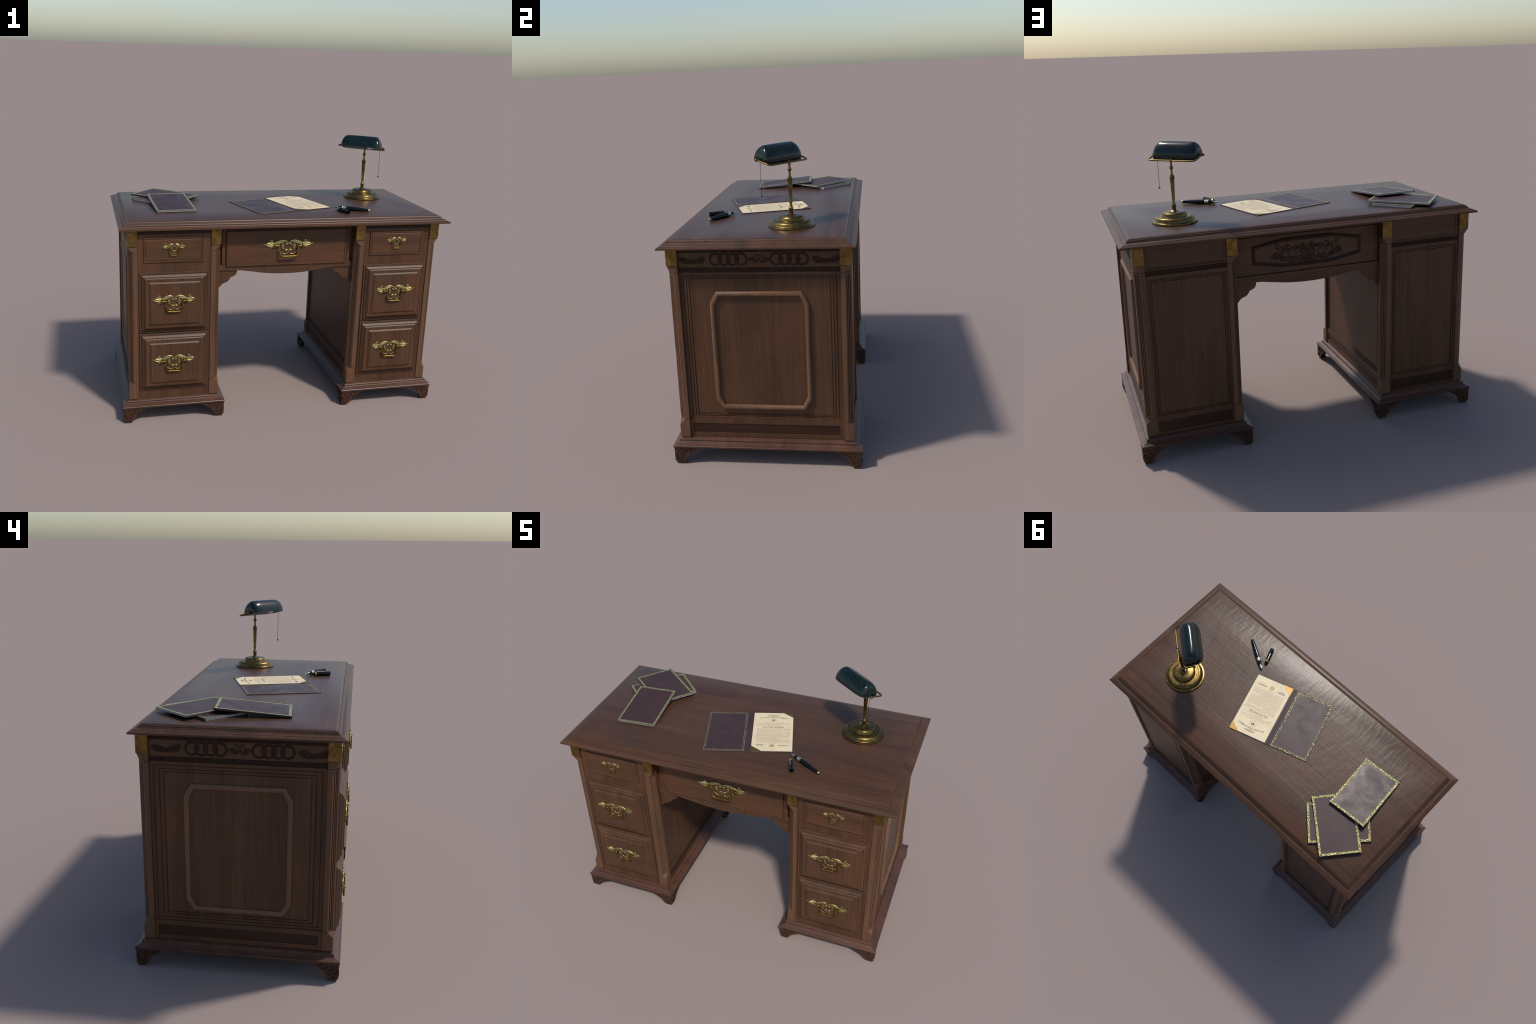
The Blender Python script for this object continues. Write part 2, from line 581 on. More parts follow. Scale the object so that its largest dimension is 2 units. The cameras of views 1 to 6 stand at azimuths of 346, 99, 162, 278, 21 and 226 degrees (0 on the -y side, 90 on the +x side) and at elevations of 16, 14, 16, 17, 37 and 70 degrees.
# --- Greek key band
def greek_key(geo, face, u0, u1, v0, v1, h=0.0022):
    n = max(3, round((u1 - u0) / ((v1 - v0) * 1.12)))
    step = (u1 - u0) / n
    b = (v1 - v0) * 0.14
    def bar(a, c, d, e):
        p = [face(x, y, z) for z in (-0.002, h) for x, y in ((a, d), (c, d), (c, e), (a, e))]
        geo.add(p, [(4, 5, 6, 7), (0, 1, 5, 4), (1, 2, 6, 5), (2, 3, 7, 6), (3, 0, 4, 7)])
    H = v1 - v0
    for i in range(n):
        a = u0 + i * step
        s = step
        bar(a, a + b, v0, v1 - b)
        bar(a, a + s * 0.86, v1 - b, v1)
        bar(a + s * 0.86 - b, a + s * 0.86, v0 + H * 0.25, v1 - b)
        bar(a + s * 0.33, a + s * 0.86 - b, v0 + H * 0.25, v0 + H * 0.25 + b)
        bar(a + s * 0.33, a + s * 0.33 + b, v0 + H * 0.25 + b, v0 + H * 0.62)
        bar(a + s * 0.33 + b, a + s * 0.62, v0 + H * 0.62 - b, v0 + H * 0.62)
        bar(a + b, a + s, v0, v0 + b)


# --- panelled outer faces
def face_set(face, u0, u1, lines, frieze, kind):
    """Stack of framed pieces between two pilasters. lines: insets of the sunk mouldings."""
    g = Geo()
    # frieze and its fillets
    stepped_panel(g, face, u0, u1, 1.0645, 1.1425, [(0, 0, 0.0), (0.001, 0.001, 0.0005)])
    g.done("frieze_board", "panel_x", desk)
    g = Geo()
    for a, b in ((1.0395, 1.0640), (1.1430, 1.1735)):
        stepped_panel(g, face, u0, u1, a, b, [(0, 0, -0.003), (0.001, 0.001, -0.003)])
        greek_key(g, face, u0 + 0.004, u1 - 0.004, a + 0.002, b - 0.002, 0.0006)
    o = g.done("greek_key_band", "carved", desk)
    # main field
    g = Geo()
    prof = [(0, 0, 0)]
    for iu, iv in lines:
        prof += [(iu, iv, 0.0), (iu + 0.0015, iv + 0.0015, -0.0045), (iu + 0.0045, iv + 0.0045, -0.0045), (iu + 0.006, iv + 0.006, -0.0005)]
    stepped_panel(g, face, u0, u1, 0.2410, 1.0390, prof)
    g.done("side_panel", "panel_z", desk)
    # base rail with sunk dark panel
    g = Geo()
    e = 0.018
    stepped_panel(g, face, u0, u1, 0.139, 0.2405, [(0, 0, 0.006), (e, 0.0245, 0.006), (e, 0.0245, 0.0)], back=-0.010)
    g.done("base_rail", "panel_z", desk)
    g = Geo()
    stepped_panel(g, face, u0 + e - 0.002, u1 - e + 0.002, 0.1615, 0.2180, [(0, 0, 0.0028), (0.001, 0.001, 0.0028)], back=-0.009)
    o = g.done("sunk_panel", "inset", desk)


YL, YR = DY - HY + 0.053, DY + HY - 0.053
SIDE, SIDE_L, KNEE = HX - 0.015, HX - 0.009, HX - 0.013
RINGS = [0.1515 + d for d in (-0.0635, -0.021, 0.021, 0.0635)]


def scatter_garland(geo, face, u0, u1, v):
    """Swag of small carved leaves, thick at both ends, sagging in the middle."""
    rr = random.Random(5)
    for k in range(260):
        t = rr.random()
        u = u0 + (u1 - u0) * t
        e = abs(2 * t - 1)
        lo = v - 0.024 + 0.004 * e + 0.012 * max(0, e - 0.75) * 4
        hi = v - 0.006 + 0.034 * e ** 1.4 - 0.020 * max(0, e - 0.75) * 4
        vv = lo + (hi - lo) * rr.random()
        a = rr.random() * pi
        r1 = 0.0034 + 0.002 * rr.random()
        geo.tube([face(u - r1 * 1.3 * cos(a), vv - r1 * 1.3 * sin(a), 0), face(u, vv, 0.0008), face(u + r1 * 1.3 * cos(a), vv + r1 * 1.3 * sin(a), 0)], [0.0006, r1 * 0.55, 0.0006], 5)


def side_frieze(face):
    g = Geo()
    for s in (-1, 1):
        for k in RINGS:
            for rad, w in ((0.0315, 0.0034), (0.0255, 0.0024)):
                c = s * k + 0.008
                g.tube([face(c + rad * cos(a), 1.1055 + rad * sin(a), 0.0004) for a in [2 * pi * i / 40 for i in range(41)]], w, 6)
    scatter_garland(g, face, -0.392, -0.262, 1.1075)
    scatter_garland(g, face, 0.275, 0.402, 1.1065)
    # paired dolphins with crossed scrolls
    st = [[(0.95, -0.12, .02), (0.75, 0.02, .10), (0.5, -0.02, .16), (0.28, -0.16, .13), (0.08, -0.12, .06), (0.04, 0.05, .04)],
          [(0.72, -0.2, .02), (0.5, -0.22, .07), (0.3, -0.26, .05)],
          [(0.06, 0.1, .045), (0.2, 0.3, .045), (0.38, 0.26, .045), (0.42, 0.06, .045), (0.3, -0.02, .05)],
          [(0.02, 0.25, .05), (0.1, 0.42, .045), (0.28, 0.46, .04), (0.42, 0.36, .03)],
          [(0.0, -0.05, .05), (0.1, 0.02, .05), (0.12, 0.14, .04)]]
    relief(g, face, st, 0.06, 0.010, 1.1045, 0.6)
    g.done("frieze_carving", "carved", desk, smooth=True)


def octagon(a, b, cu, cv):
    return [(-a + cu, -b), (a - cu, -b), (a, -b + cv), (a, b - cv), (a - cu, b), (-a + cu, b), (-a, b - cv), (-a, -b + cv)]


def octagon_moulding(face, a, b, cu, cv, width, height, cz, name, mat, c0=0.0):
    prof = [(0.0, -0.006)] + [(0.5 - 0.5 * cos(pi * k / 8), height * (0.25 + 0.75 * sin(pi * k / 8))) for k in range(9)] + [(1.0, -0.006)]
    g = Geo()
    loops = []
    for t, h in prof:
        w = width * t
        loops.append([face(c0 + u, cz + v, h) for u, v in octagon(a - w, b - w, cu - w * 0.42, cv - w * 0.42)])
    g.loops(loops, False, False)
    return g.done(name, mat, desk, smooth=True, angle=35)


right_side = Face((PED[1] + SIDE, 0, 0), (0, 1, 0), (0, 0, 1))
left_side = Face((PED[0] - SIDE_L, 0, 0), (0, -1, 0), (0, 0, 1))
LINES_R = [(0.017, 0.013), (0.033, 0.0205), (0.047, 0.0285)]
LINES_L = [(0.017, 0.013), (0.044, 0.030), (0.065, 0.044)]
face_set(right_side, YL, YR, LINES_R, True, "outer")
face_set(left_side, -YR, -YL, LINES_L, True, "outer")
for f in (right_side, left_side):
    side_frieze(f)
    octagon_moulding(f, 0.2515, 0.3200, 0.035, 0.061, 0.0250, 0.0165 if f is right_side else 0.0085, 0.6205, "octagon_moulding", "mould")
# kneehole faces
for f, a, b in ((Face((PED[1] - KNEE - 0.0018, 0, 0), (0, -1, 0), (0, 0, 1)), -YR, -YL), (Face((PED[0] + KNEE, 0, 0), (0, 1, 0), (0, 0, 1)), YL, YR)):
    face_set(f, a, b, [(0.017, 0.013), (0.033, 0.0205)], False, "knee")
# back faces
BACK = DY + HY - 0.006
for cx in PED:
    f = Face((cx, BACK, 0), (-1, 0, 0), (0, 0, 1))
    u = HX - 0.053
    g = Geo()
    stepped_panel(g, f, -u, u, 1.0420, 1.1735, [(0, 0, -0.003), (0.008, 0.008, -0.003), (0.011, 0.009, -0.006), (0.016, 0.011, -0.006), (0.017, 0.012, -0.009)])
    g.done("frieze_board", "panel_x", desk)
    g = Geo()
    stepped_panel(g, f, -u, u, 1.0170, 1.0415, [(0, 0, -0.001), (0.001, 0.001, -0.001)])
    greek_key(g, f, -u + 0.003, u - 0.003, 1.0190, 1.0395, 0.0030)
    g.done("greek_key_band", "carved", desk)
    g = Geo()
    prof = [(0, 0, 0)]
    for iu, iv in ((0.011, 0.018), (0.023, 0.0295)):
        prof += [(iu, iv, 0.0), (iu + 0.002, iv + 0.002, -0.005), (iu + 0.005, iv + 0.005, -0.005), (iu + 0.007, iv + 0.007, -0.0005)]
    stepped_panel(g, f, -u, u, 0.2250, 1.0165, prof)
    g.done("back_panel", "panel_z", desk)
    g = Geo()
    stepped_panel(g, f, -u, u, 0.139, 0.2245, [(0, 0, 0.0), (0.010, 0.010, 0.0), (0.010, 0.010, -0.006)], back=-0.010)
    g.done("base_rail", "panel_x", desk)
    g = Geo()
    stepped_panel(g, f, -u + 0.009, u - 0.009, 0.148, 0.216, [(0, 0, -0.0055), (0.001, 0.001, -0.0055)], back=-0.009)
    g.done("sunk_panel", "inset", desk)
    # dark key strip over the drawers on the front
    ff = Face((cx, DY - HY + 0.0050, 0), (1, 0, 0), (0, 0, 1))
    g = Geo()
    stepped_panel(g, ff, -u, u, 1.1435, 1.1738, [(0, 0, 0.001), (0.001, 0.001, 0.001)])
    greek_key(g, ff, -u + 0.003, u - 0.003, 1.1455, 1.1715, 0.003)
    g.done("greek_key_band", "carved", desk)

# ------------------------------------------------------------------ drawers and pulls
HANDLE_PLATE = [
    [(1.0, 0.0, .004), (0.93, -0.05, .010), (0.82, -0.17, .026), (0.69, -0.21, .036), (0.545, -0.12, .03)],
    [(0.88, 0.05, .018), (0.83, 0.0, .044), (0.75, -0.05, .047), (0.62, -0.09, .035)],
    [(0.79, 0.17, .016), (0.75, 0.10, .032), (0.68, 0.03, .032), (0.59, -0.02, .03)],
    [(0.655, 0.20, .016), (0.635, 0.25, .016), (0.665, 0.29, .016), (0.70, 0.26, .016), (0.69, 0.18, .018), (0.63, 0.09, .024), (0.57, 0.03, .03)],
    [(0.725, -0.38, .016), (0.69, -0.30, .038), (0.62, -0.18, .04)],
    [(0.595, -0.38, .012), (0.58, -0.30, .032), (0.55, -0.18, .034)],
    [(0.465, -0.32, .010), (0.48, -0.25, .022), (0.51, -0.14, .026)],
    [(0.62, -0.06, .03), (0.52, 0.04, .040), (0.42, 0.16, .036), (0.26, 0.26, .032), (0.12, 0.23, .028), (0.035, 0.10, .024), (0.03, -0.03, .022), (0.075, -0.07, .026), (0.10, -0.01, .028)],
    [(0.58, -0.06, .03), (0.46, 0.06, .036), (0.34, 0.16, .032), (0.20, 0.19, .026), (0.11, 0.16, .014)],
    [(0.52, -0.08, .03), (0.42, 0.00, .034), (0.32, 0.08, .030), (0.22, 0.13, .018)],
    [(0.16, 0.15, .012), (0.23, 0.0, .018), (0.26, -0.18, .030), (0.235, -0.36, .040), (0.165, -0.47, .020)],
    [(0.25, -0.02, .012), (0.20, -0.16, .026), (0.15, -0.30, .014)],
    [(0.36, -0.05, .014), (0.385, -0.30, .013), (0.395, -0.48, .022), (0.405, -0.60, .036), (0.395, -0.74, .004)],
    [(0.39, -0.45, .010), (0.36, -0.62, .013), (0.29, -0.77, .016), (0.17, -0.90, .018), (0.06, -0.83, .018), (0.015, -0.66, .020), (0.05, -0.53, .024), (0.12, -0.56, .028), (0.115, -0.66, .02)],
]


def handle_meshes(name, s, sy, tilt):
    """Ornate swing pull. Local x across, z up, -y outwards."""
    f = Face((0, 0, 0), (1, 0, 0), (0, 0, 1))
    g = Geo()
    for sx in (1, -1):
        for st in HANDLE_PLATE:
            p = smooth_path(st, 5)
            g.tube([f(sx * q[0] * s, q[1] * sy, 0.0022) for q in p], [max(q[2] * s * 1.10, 3e-4) for q in p], 8, 0.62, f.n)
        for q in ((0.095, -0.02, .042), (0.655, 0.235, .026), (0.10, -0.60, .034)):
            g.blob(f(sx * q[0] * s, q[1] * sy, 0.002), q[2] * s, q[2] * s * 0.75, q[2] * s, 8, 6)
    plate = g.done(name, "gilt_handle", None, smooth=True)
    b = Geo()
    rb = min(0.0051, 0.038 * s)
    zp = -0.17
    out = 0.0075
    pts = [(0.585, zp), (0.50, zp - 0.005), (0.415, zp - 0.01), (0.385, zp - 0.06), (0.375, zp - 0.2), (0.36, zp - 0.62), (0.335, zp - 0.76), (0.27, zp - 0.86), (0.15, zp - 0.875), (0.0, zp - 0.875)]
    pts = pts + [(-x, z) for x, z in pts[-2::-1]]
    sm = smooth_path(pts, 4)
    b.tube([Vector((x * s, -out + (z - zp) * sy * sin(tilt), zp * sy + (z - zp) * sy * cos(tilt))) for x, z in sm], rb, 8)
    for sx in (1, -1):
        b.lathe([(0.0, rb * 1.4), (out, rb * 1.3), (out + rb * 0.8, rb * 1.5), (out + rb * 1.6, rb * 1.0), (out + rb * 1.8, 0)], (sx * 0.56 * s, 0, zp * sy), 12, (0, -1, 0))
    bail = b.done("bail", "bail", plate, smooth=True)
    bail.matrix_parent_inverse = Matrix()
    return plate, bail


def place_handle(pair, first, name, parent, loc):
    p, b = pair
    if first:
        p.matrix_world = Matrix.Translation(loc)
        bpy.context.view_layer.update()
        attach(p, parent)
        b.matrix_parent_inverse = Matrix()
        return
    o = repeat(p, name, parent, Matrix.Translation(loc))
    c = b.copy()
    COL.objects.link(c)
    c.parent = o
    c.matrix_parent_inverse = Matrix()


big_pull = handle_meshes("drawer_pull", 0.1285, 0.072, 0.03)
small_pull = handle_meshes("drawer_pull", 0.0667, 0.050, 0.03)
wide_pull = handle_meshes("drawer_pull", 0.1555, 0.072, 0.26)

CARC = DY - HY + 0.0055              # carcass front plane, y
first_big = first_small = True
for cx in PED:
    f = Face((cx, 0, 0), (1, 0, 0), (0, 0, 1))          # heights measured along -y from y = 0
    for v0, v1, zt in ((0.5570, 0.9200, 0.7695), (0.1915, 0.5490, 0.3985)):
        prof = [(0, 0, 0.4535), (0.0012, 0.0012, 0.4548), (0.0085, 0.0085, 0.4552), (0.0095, 0.0095, 0.4530), (0.0115, 0.0115, 0.4535), (0.0130, 0.0130, 0.4590), (0.0245, 0.0240, 0.4678), (0.0252, 0.0247, 0.4650), (0.0280, 0.0275, 0.4655), (0.0290, 0.0285, 0.4695),
                (0.0345, 0.0335, 0.4738), (0.0358, 0.0345, 0.4758), (0.0525, 0.0505, 0.4764), (0.0540, 0.0520, 0.4768), (0.0615, 0.0590, 0.4826), (0.0622, 0.0597, 0.4812), (0.0640, 0.0612, 0.4812), (0.0650, 0.0622, 0.4834)]
        g = Geo()
        stepped_panel(g, f, -0.202, 0.200, v0, v1, prof, back=0.428)
        d = g.done("drawer", "panel_z", desk)
        place_handle(big_pull, first_big, "drawer_pull", d, (cx - 0.0045, -0.4836, zt))
        first_big = False
    prof = [(0, 0, 0.4525), (0.0012, 0.0012, 0.4540), (0.0075, 0.0075, 0.4545), (0.0095, 0.0095, 0.4510), (0.0120, 0.0120, 0.4510), (0.0150, 0.0150, 0.4540), (0.0160, 0.0160, 0.4542)]
    g = Geo()
    stepped_panel(g, f, -0.1750, 0.1665, 0.9790, 1.1255, prof, back=0.428)
    d = g.done("drawer", "panel_x", desk)
    place_handle(small_pull, first_small, "drawer_pull", d, (cx - 0.0035, -0.4543, 1.0750))
    first_small = False
    # shadow between the deep drawers, modelled as a solid near-black strip
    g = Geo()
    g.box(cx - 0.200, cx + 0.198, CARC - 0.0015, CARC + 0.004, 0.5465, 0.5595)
    g.done("drawer_shadow_strip", "gap", desk)

# kneehole rail, drawer and aprons
KX0, KX1 = PED[0] + HX - 0.012, PED[1] - HX + 0.012
g = Geo()
g.box(KX0, KX1, -0.386, 0.392, 0.9200, 1.1742)
g.done("kneehole_case", "panel_x", desk)
f = Face((DX, 0, 0), (1, 0, 0), (0, 0, 1))
prof = [(0, 0, 0.4000), (0.001, 0.001, 0.4020), (0.0180, 0.0045, 0.4030), (0.0195, 0.0060, 0.4000), (0.0245, 0.0080, 0.4000), (0.0262, 0.0092, 0.4110), (0.0330, 0.0110, 0.4115), (0.0355, 0.0130, 0.4080), (0.0375, 0.0140, 0.4085)]
g = Geo()
stepped_panel(g, f, -0.3955, 0.3955, 0.9185, 1.1480, prof, back=0.380)
d = g.done("drawer", "panel_x", desk)
place_handle(wide_pull, True, "drawer_pull", d, (-0.004, -0.4090, 1.0580))


def apron_poly():
    """Serpentine lower edge, symmetric."""
    lower = [(0.4110, 0.9005), (0.302, 0.9000), (0.270, 0.8985), (0.232, 0.8925), (0.184, 0.8855), (0.130, 0.8775), (0.06, 0.8722), (0.0, 0.8708)]
    lower = lower + [(-x, z) for x, z in lower[-2::-1]]
    sm = smooth_path(lower, 3)
    return [(-0.411, 0.935)] + [(x, z) for x, z in sm[::-1]] + [(0.411, 0.935)]


def apron(y_out, y_in, name):
    g = Geo()
    P = apron_poly()
    s = 1 if y_out > y_in else -1
    g.loops([[Vector((DX + x, y_out - s * 0.0015, z)) for x, z in P], [Vector((DX + x, y_out - s * 0.0045, z - (0.0015 if z < 0.93 else 0))) for x, z in P], [Vector((DX + x, y_in, z)) for x, z in P]])
    return g.done(name, "panel_x", desk)


apron(-0.4035, -0.380, "apron")
apron(0.4085, 0.386, "apron")
g = Geo()
for x in (-0.136, 0.134):
    g.box(DX + x - 0.0012, DX + x + 0.0012, -0.4024, -0.395, 0.8795, 0.917)
g.done("apron_joint", "gap", desk)


def bracket(sx, y, name):
    """Scalloped corner bracket under the apron."""
    e = [(0.0, 0.9000), (0.1140, 0.9000), (0.1130, 0.8880), (0.1095, 0.8760), (0.1030, 0.8670), (0.0900, 0.8605), (0.0755, 0.8545), (0.0690, 0.8420), (0.0620, 0.8330), (0.0545, 0.8282), (0.0410, 0.8225), (0.0270, 0.8165), (0.0180, 0.8075), (0.0095, 0.7960), (0.0, 0.7900)]
    x0 = DX + sx * 0.4145
    g = Geo()
    g.loops([[Vector((x0 - sx * a, y + d, z)) for a, z in e] for d in (-0.008, 0.008)])
    return g.done(name, "panel_x", desk, bevel=0.001)


for sx in (-1, 1):
    bracket(sx, -0.3865, "corner_bracket")
    bracket(sx, 0.3940, "corner_bracket")

# carved modesty panel at the back of the kneehole
kb = Face((0, 0.3975, 0), (-1, 0, 0), (0, 0, 1))
g = Geo()
stepped_panel(g, kb, -0.4030, 0.4200, 0.9370, 1.1440, [(0, 0, 0.0), (0.001, 0.001, 0.001)])
g.done("modesty_panel", "panel_x", desk)
g = Geo()
stepped_panel(g, kb, -0.4030, 0.4200, 1.1445, 1.1738, [(0, 0, -0.002), (0.001, 0.001, -0.002)])
greek_key(g, kb, -0.400, 0.417, 1.1465, 1.1720, 0.0008)
g.done("greek_key_band", "carved", desk)


def lozenge(a, b, m, top):
    return [(-a, -b), (-m, -top), (m, -top), (a, -b), (a, b), (m, top), (-m, top), (-a, b)]


g = Geo()
A = ((0.3140, 0.0500, 0.1350, 0.0825), (0.2925, 0.0335, 0.1385, 0.0595))
loops = []
for t, h in ((0, -0.002), (0, 0.0018), (0.12, 0.0040), (0.26, 0.0025), (0.36, 0.0010), (0.5, 0.0055), (0.66, 0.0060), (0.8, 0.0030), (1.0, 0.0014), (1.0, -0.002)):
    q = [a + (b - a) * t for a, b in zip(*A)]
    loops.append([kb(0.003 + u, 1.0445 + v, h) for u, v in lozenge(*q)])
g.loops(loops, False, False)
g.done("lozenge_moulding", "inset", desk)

VINE = [
    [(0.77, -0.07, .02), (0.87, -0.06, .05), (0.95, -0.10, .045), (1.02, -0.17, .006)],
    [(0.78, -0.12, .014), (0.86, -0.15, .03), (0.92, -0.20, .006)],
    [(0.66, -0.14, .04), (0.71, -0.18, .06), (0.73, -0.24, .03)],
    [(0.71, 0.15, .02), (0.72, 0.12, .028), (0.71, 0.07, .018), (0.715, 0.0, .026), (0.72, -0.09, .03)],
    [(0.72, 0.0, .014), (0.78, 0.03, .014), (0.85, 0.10, .016), (0.90, 0.16, .016), (0.88, 0.21, .016), (0.82, 0.20, .016), (0.80, 0.14, .016), (0.84, 0.11, .018), (0.86, 0.15, .02)],
    [(0.68, 0.04, .012), (0.63, 0.13, .022), (0.56, 0.17, .028), (0.47, 0.13, .010)],
    [(0.66, 0.03, .012), (0.60, 0.075, .028), (0.53, 0.08, .010)],
    [(0.64, 0.0, .010), (0.59, 0.02, .022), (0.54, 0.01, .006)],
    [(0.07, 0.02, .020), (0.16, 0.085, .026), (0.30, 0.115, .028), (0.45, 0.085, .026), (0.54, 0.0, .022), (0.52, -0.11, .02), (0.42, -0.17, .02), (0.33, -0.13, .018), (0.30, -0.05, .016), (0.35, 0.02, .016), (0.43, 0.02, .012)],
    [(0.05, -0.01, .016), (0.18, 0.045, .020), (0.31, 0.06, .018), (0.41, 0.02, .014), (0.45, -0.06, .012)],
    [(0.68, -0.19, .016), (0.58, -0.25, .020), (0.47, -0.275, .024), (0.32, -0.245, .022), (0.18, -0.17, .018), (0.07, -0.06, .016)],
    [(0.66, -0.15, .014), (0.52, -0.20, .018), (0.38, -0.20, .02), (0.27, -0.16, .012)],
    [(0.02, -0.22, .02), (0.07, -0.28, .045), (0.14, -0.30, .05), (0.27, -0.26, .006)],
    [(0.05, -0.12, .012), (0.09, -0.19, .032), (0.17, -0.20, .010)],
    [(0.19, -0.07, .022), (0.22, -0.03, .018), (0.18, 0.0, .018), (0.13, -0.04, .018), (0.15, -0.11, .018), (0.22, -0.13, .014)],
    [(0.05, 0.06, .014), (0.08, 0.12, .036), (0.15, 0.17, .03), (0.19, 0.15, .008)],
    [(0.02, -0.05, .03), (0.015, -0.16, .02), (0.0, -0.24, .03)],
]
g = Geo()
relief(g, kb, [[(x, y, r * 1.35) for x, y, r in st] for st in VINE], 0.202, 0.002, 1.0475, 0.5)
for k in range(7):
    a = 2 * pi * k / 7
    g.blob(kb(0.002 + 0.009 * cos(a), 1.0475 + 0.009 * sin(a), 0.001), 0.006, 0.003, 0.006, 8, 5)
g.blob(kb(0.002, 1.0475, 0.001), 0.006, 0.005, 0.006, 8, 5)
g.blob(kb(0.002, 1.0475 + 0.026, 0.0), 0.0055, 0.0035, 0.0055, 8, 5)
g.done("vine_carving", "carved", desk, smooth=True)

# ------------------------------------------------------------------ banker's lamp
LX, LY = 0.6612, 0.1488
lamp = thing("banker_lamp", (LX, LY, TOP_Z), "brass desk lamp with dark green glass shade", "lamp")
Z = TOP_Z
g = Geo()
base_prof = [(0.0, 0.10), (0.0, 0.1200), (0.0015, 0.1216), (0.0055, 0.1216), (0.0085, 0.1200), (0.0095, 0.1150), (0.0095, 0.1105), (0.0115, 0.1085), (0.0200, 0.1070), (0.0270, 0.1040), (0.0315, 0.1000), (0.0335, 0.0950), (0.0338, 0.0925), (0.0318, 0.0915), (0.0318, 0.0895), (0.0340, 0.0885),
             (0.0345, 0.0720), (0.0350, 0.0685), (0.0380, 0.0672), (0.0460, 0.0660), (0.0520, 0.0625), (0.0550, 0.0585), (0.0552, 0.0565), (0.0537, 0.0558), (0.0540, 0.0545), (0.0560, 0.0535), (0.0585, 0.0350), (0.0600, 0.0180), (0.0640, 0.0150), (0.0650, 0.0100), (0.0650, 0.0)]
g.lathe(base_prof, (LX, LY, Z), 72)
g.done("lamp_base", "lamp_brass", lamp, smooth=True, angle=50)
g = Geo()
stem = [(0.060, 0.0165), (0.0625, 0.0125), (0.064, 0.0100), (0.070, 0.0100), (0.078, 0.0108), (0.090, 0.0118), (0.0945, 0.0118), (0.0975, 0.0095), (0.099, 0.0078), (0.1185, 0.0068), (0.1200, 0.0090), (0.1225, 0.0094), (0.1245, 0.0085), (0.126, 0.0080),
        (0.180, 0.0098), (0.235, 0.0119), (0.238, 0.0125), (0.240, 0.0142), (0.2440, 0.0142), (0.2455, 0.0122), (0.2490, 0.0118), (0.2525, 0.0100), (0.2545, 0.0070), (0.2580, 0.0060), (0.268, 0.0054), (0.280, 0.0050), (0.2835, 0.0058), (0.2845, 0.0080), (0.2875, 0.0098), (0.2920, 0.0104), (0.2965, 0.0098), (0.3000, 0.0078), (0.3015, 0.0056), (0.306, 0.0052), (0.318, 0.0062), (0.3225, 0.0068), (0.3235, 0.0050), (0.3300, 0.0040), (0.335, 0.0040), (0.336, 0.0)]
g.lathe(stem, (LX, LY, Z), 28)
g.done("lamp_stem", "lamp_brass", lamp, smooth=True, angle=50)

TV, PV = Vector((0.785, -0.6195, 0)).normalized(), Vector((-0.6195, -0.785, 0)).normalized()


def lp(a, b, z):
    return Vector((LX, LY, 0)) + TV * a + PV * b + Vector((0, 0, z))


g = Geo()
arm = [(0.1415, 0.086, 1.5650), (0.141, 0.066, 1.5600), (0.140, 0.035, 1.5518), (0.1385, 0.016, 1.5470), (0.134, 0.006, 1.5442), (0.124, 0.001, 1.5430), (0.105, 0.0, 1.5427), (0.05, 0.0, 1.5427), (0.0, 0.0, 1.5427)]
arm = arm + [(-a, b, z) for a, b, z in arm[-2::-1]]
g.tube([lp(*p) for p in arm], 0.0044, 10)
for s in (1, -1):
    g.blob(lp(s * 0.1480, 0.086, 1.5655), 0.0082, 0.0082, 0.0082, 14, 10)
    ax = TV * s
    g.lathe([(0.0, 0.0045), (0.004, 0.0060), (0.010, 0.0060), (0.011, 0.0045), (0.027, 0.0045)], lp(s * 0.119, 0.086, 1.5655), 14, tuple(ax))
g.blob(lp(0, 0, 1.5475), 0.0052, 0.0052, 0.0045, 12, 8)
g.done("lamp_arm", "lamp_brass", lamp, smooth=True, angle=60)


def shade_shell(off):
    """Half-barrel with rounded ends, tipped up at the front; off shrinks it for the inner wall."""
    tilt = radians(14.0)
    A0, B0, H = 0.1305 - off, 0.0605 - off, 0.0835 - off
    loops = []
    n = 64
    rows = 18
    for r in range(rows + 1):
        t = r / rows
        if t < 0.16:
            h = 0.015 * t / 0.16
            k = 1.0
        else:
            ph = (t - 0.16) / 0.84 * pi / 2
            h = 0.015 + (H - 0.015) * sin(ph)
            k = cos(ph)
        a = 0.088 - off * 0.3 + (A0 - 0.088 + off * 0.3) * k ** 0.9
        b = max(B0 * k ** 0.92, 0.0)
        l = []
        for i in range(n):
            th = 2 * pi * i / n
            e = 2 / (2.4 + 3.0 * k)
            x = a * math.copysign(abs(cos(th)) ** e, cos(th))
            # front wall is one open arc, back wall ends in an upright lip
            low = sin(radians(20))
            ph2 = math.asin(min(1.0, low + (1 - low) * h / H))
            side_b = (0.0705 - off) * cos(ph2) if sin(th) > 0 else b
            y = side_b * math.copysign(abs(sin(th)) ** e, sin(th))
            l.append((x, y, h))
        loops.append(l)
    out = []
    for l in loops:
        q = []
        for x, y, h in l:
            bb = 0.0795 + y * cos(tilt) - h * sin(tilt) * 0.35
            zz = 1.5545 + y * sin(tilt) + h * cos(tilt)
            q.append(lp(x, bb, zz))
        out.append(q)
    return out


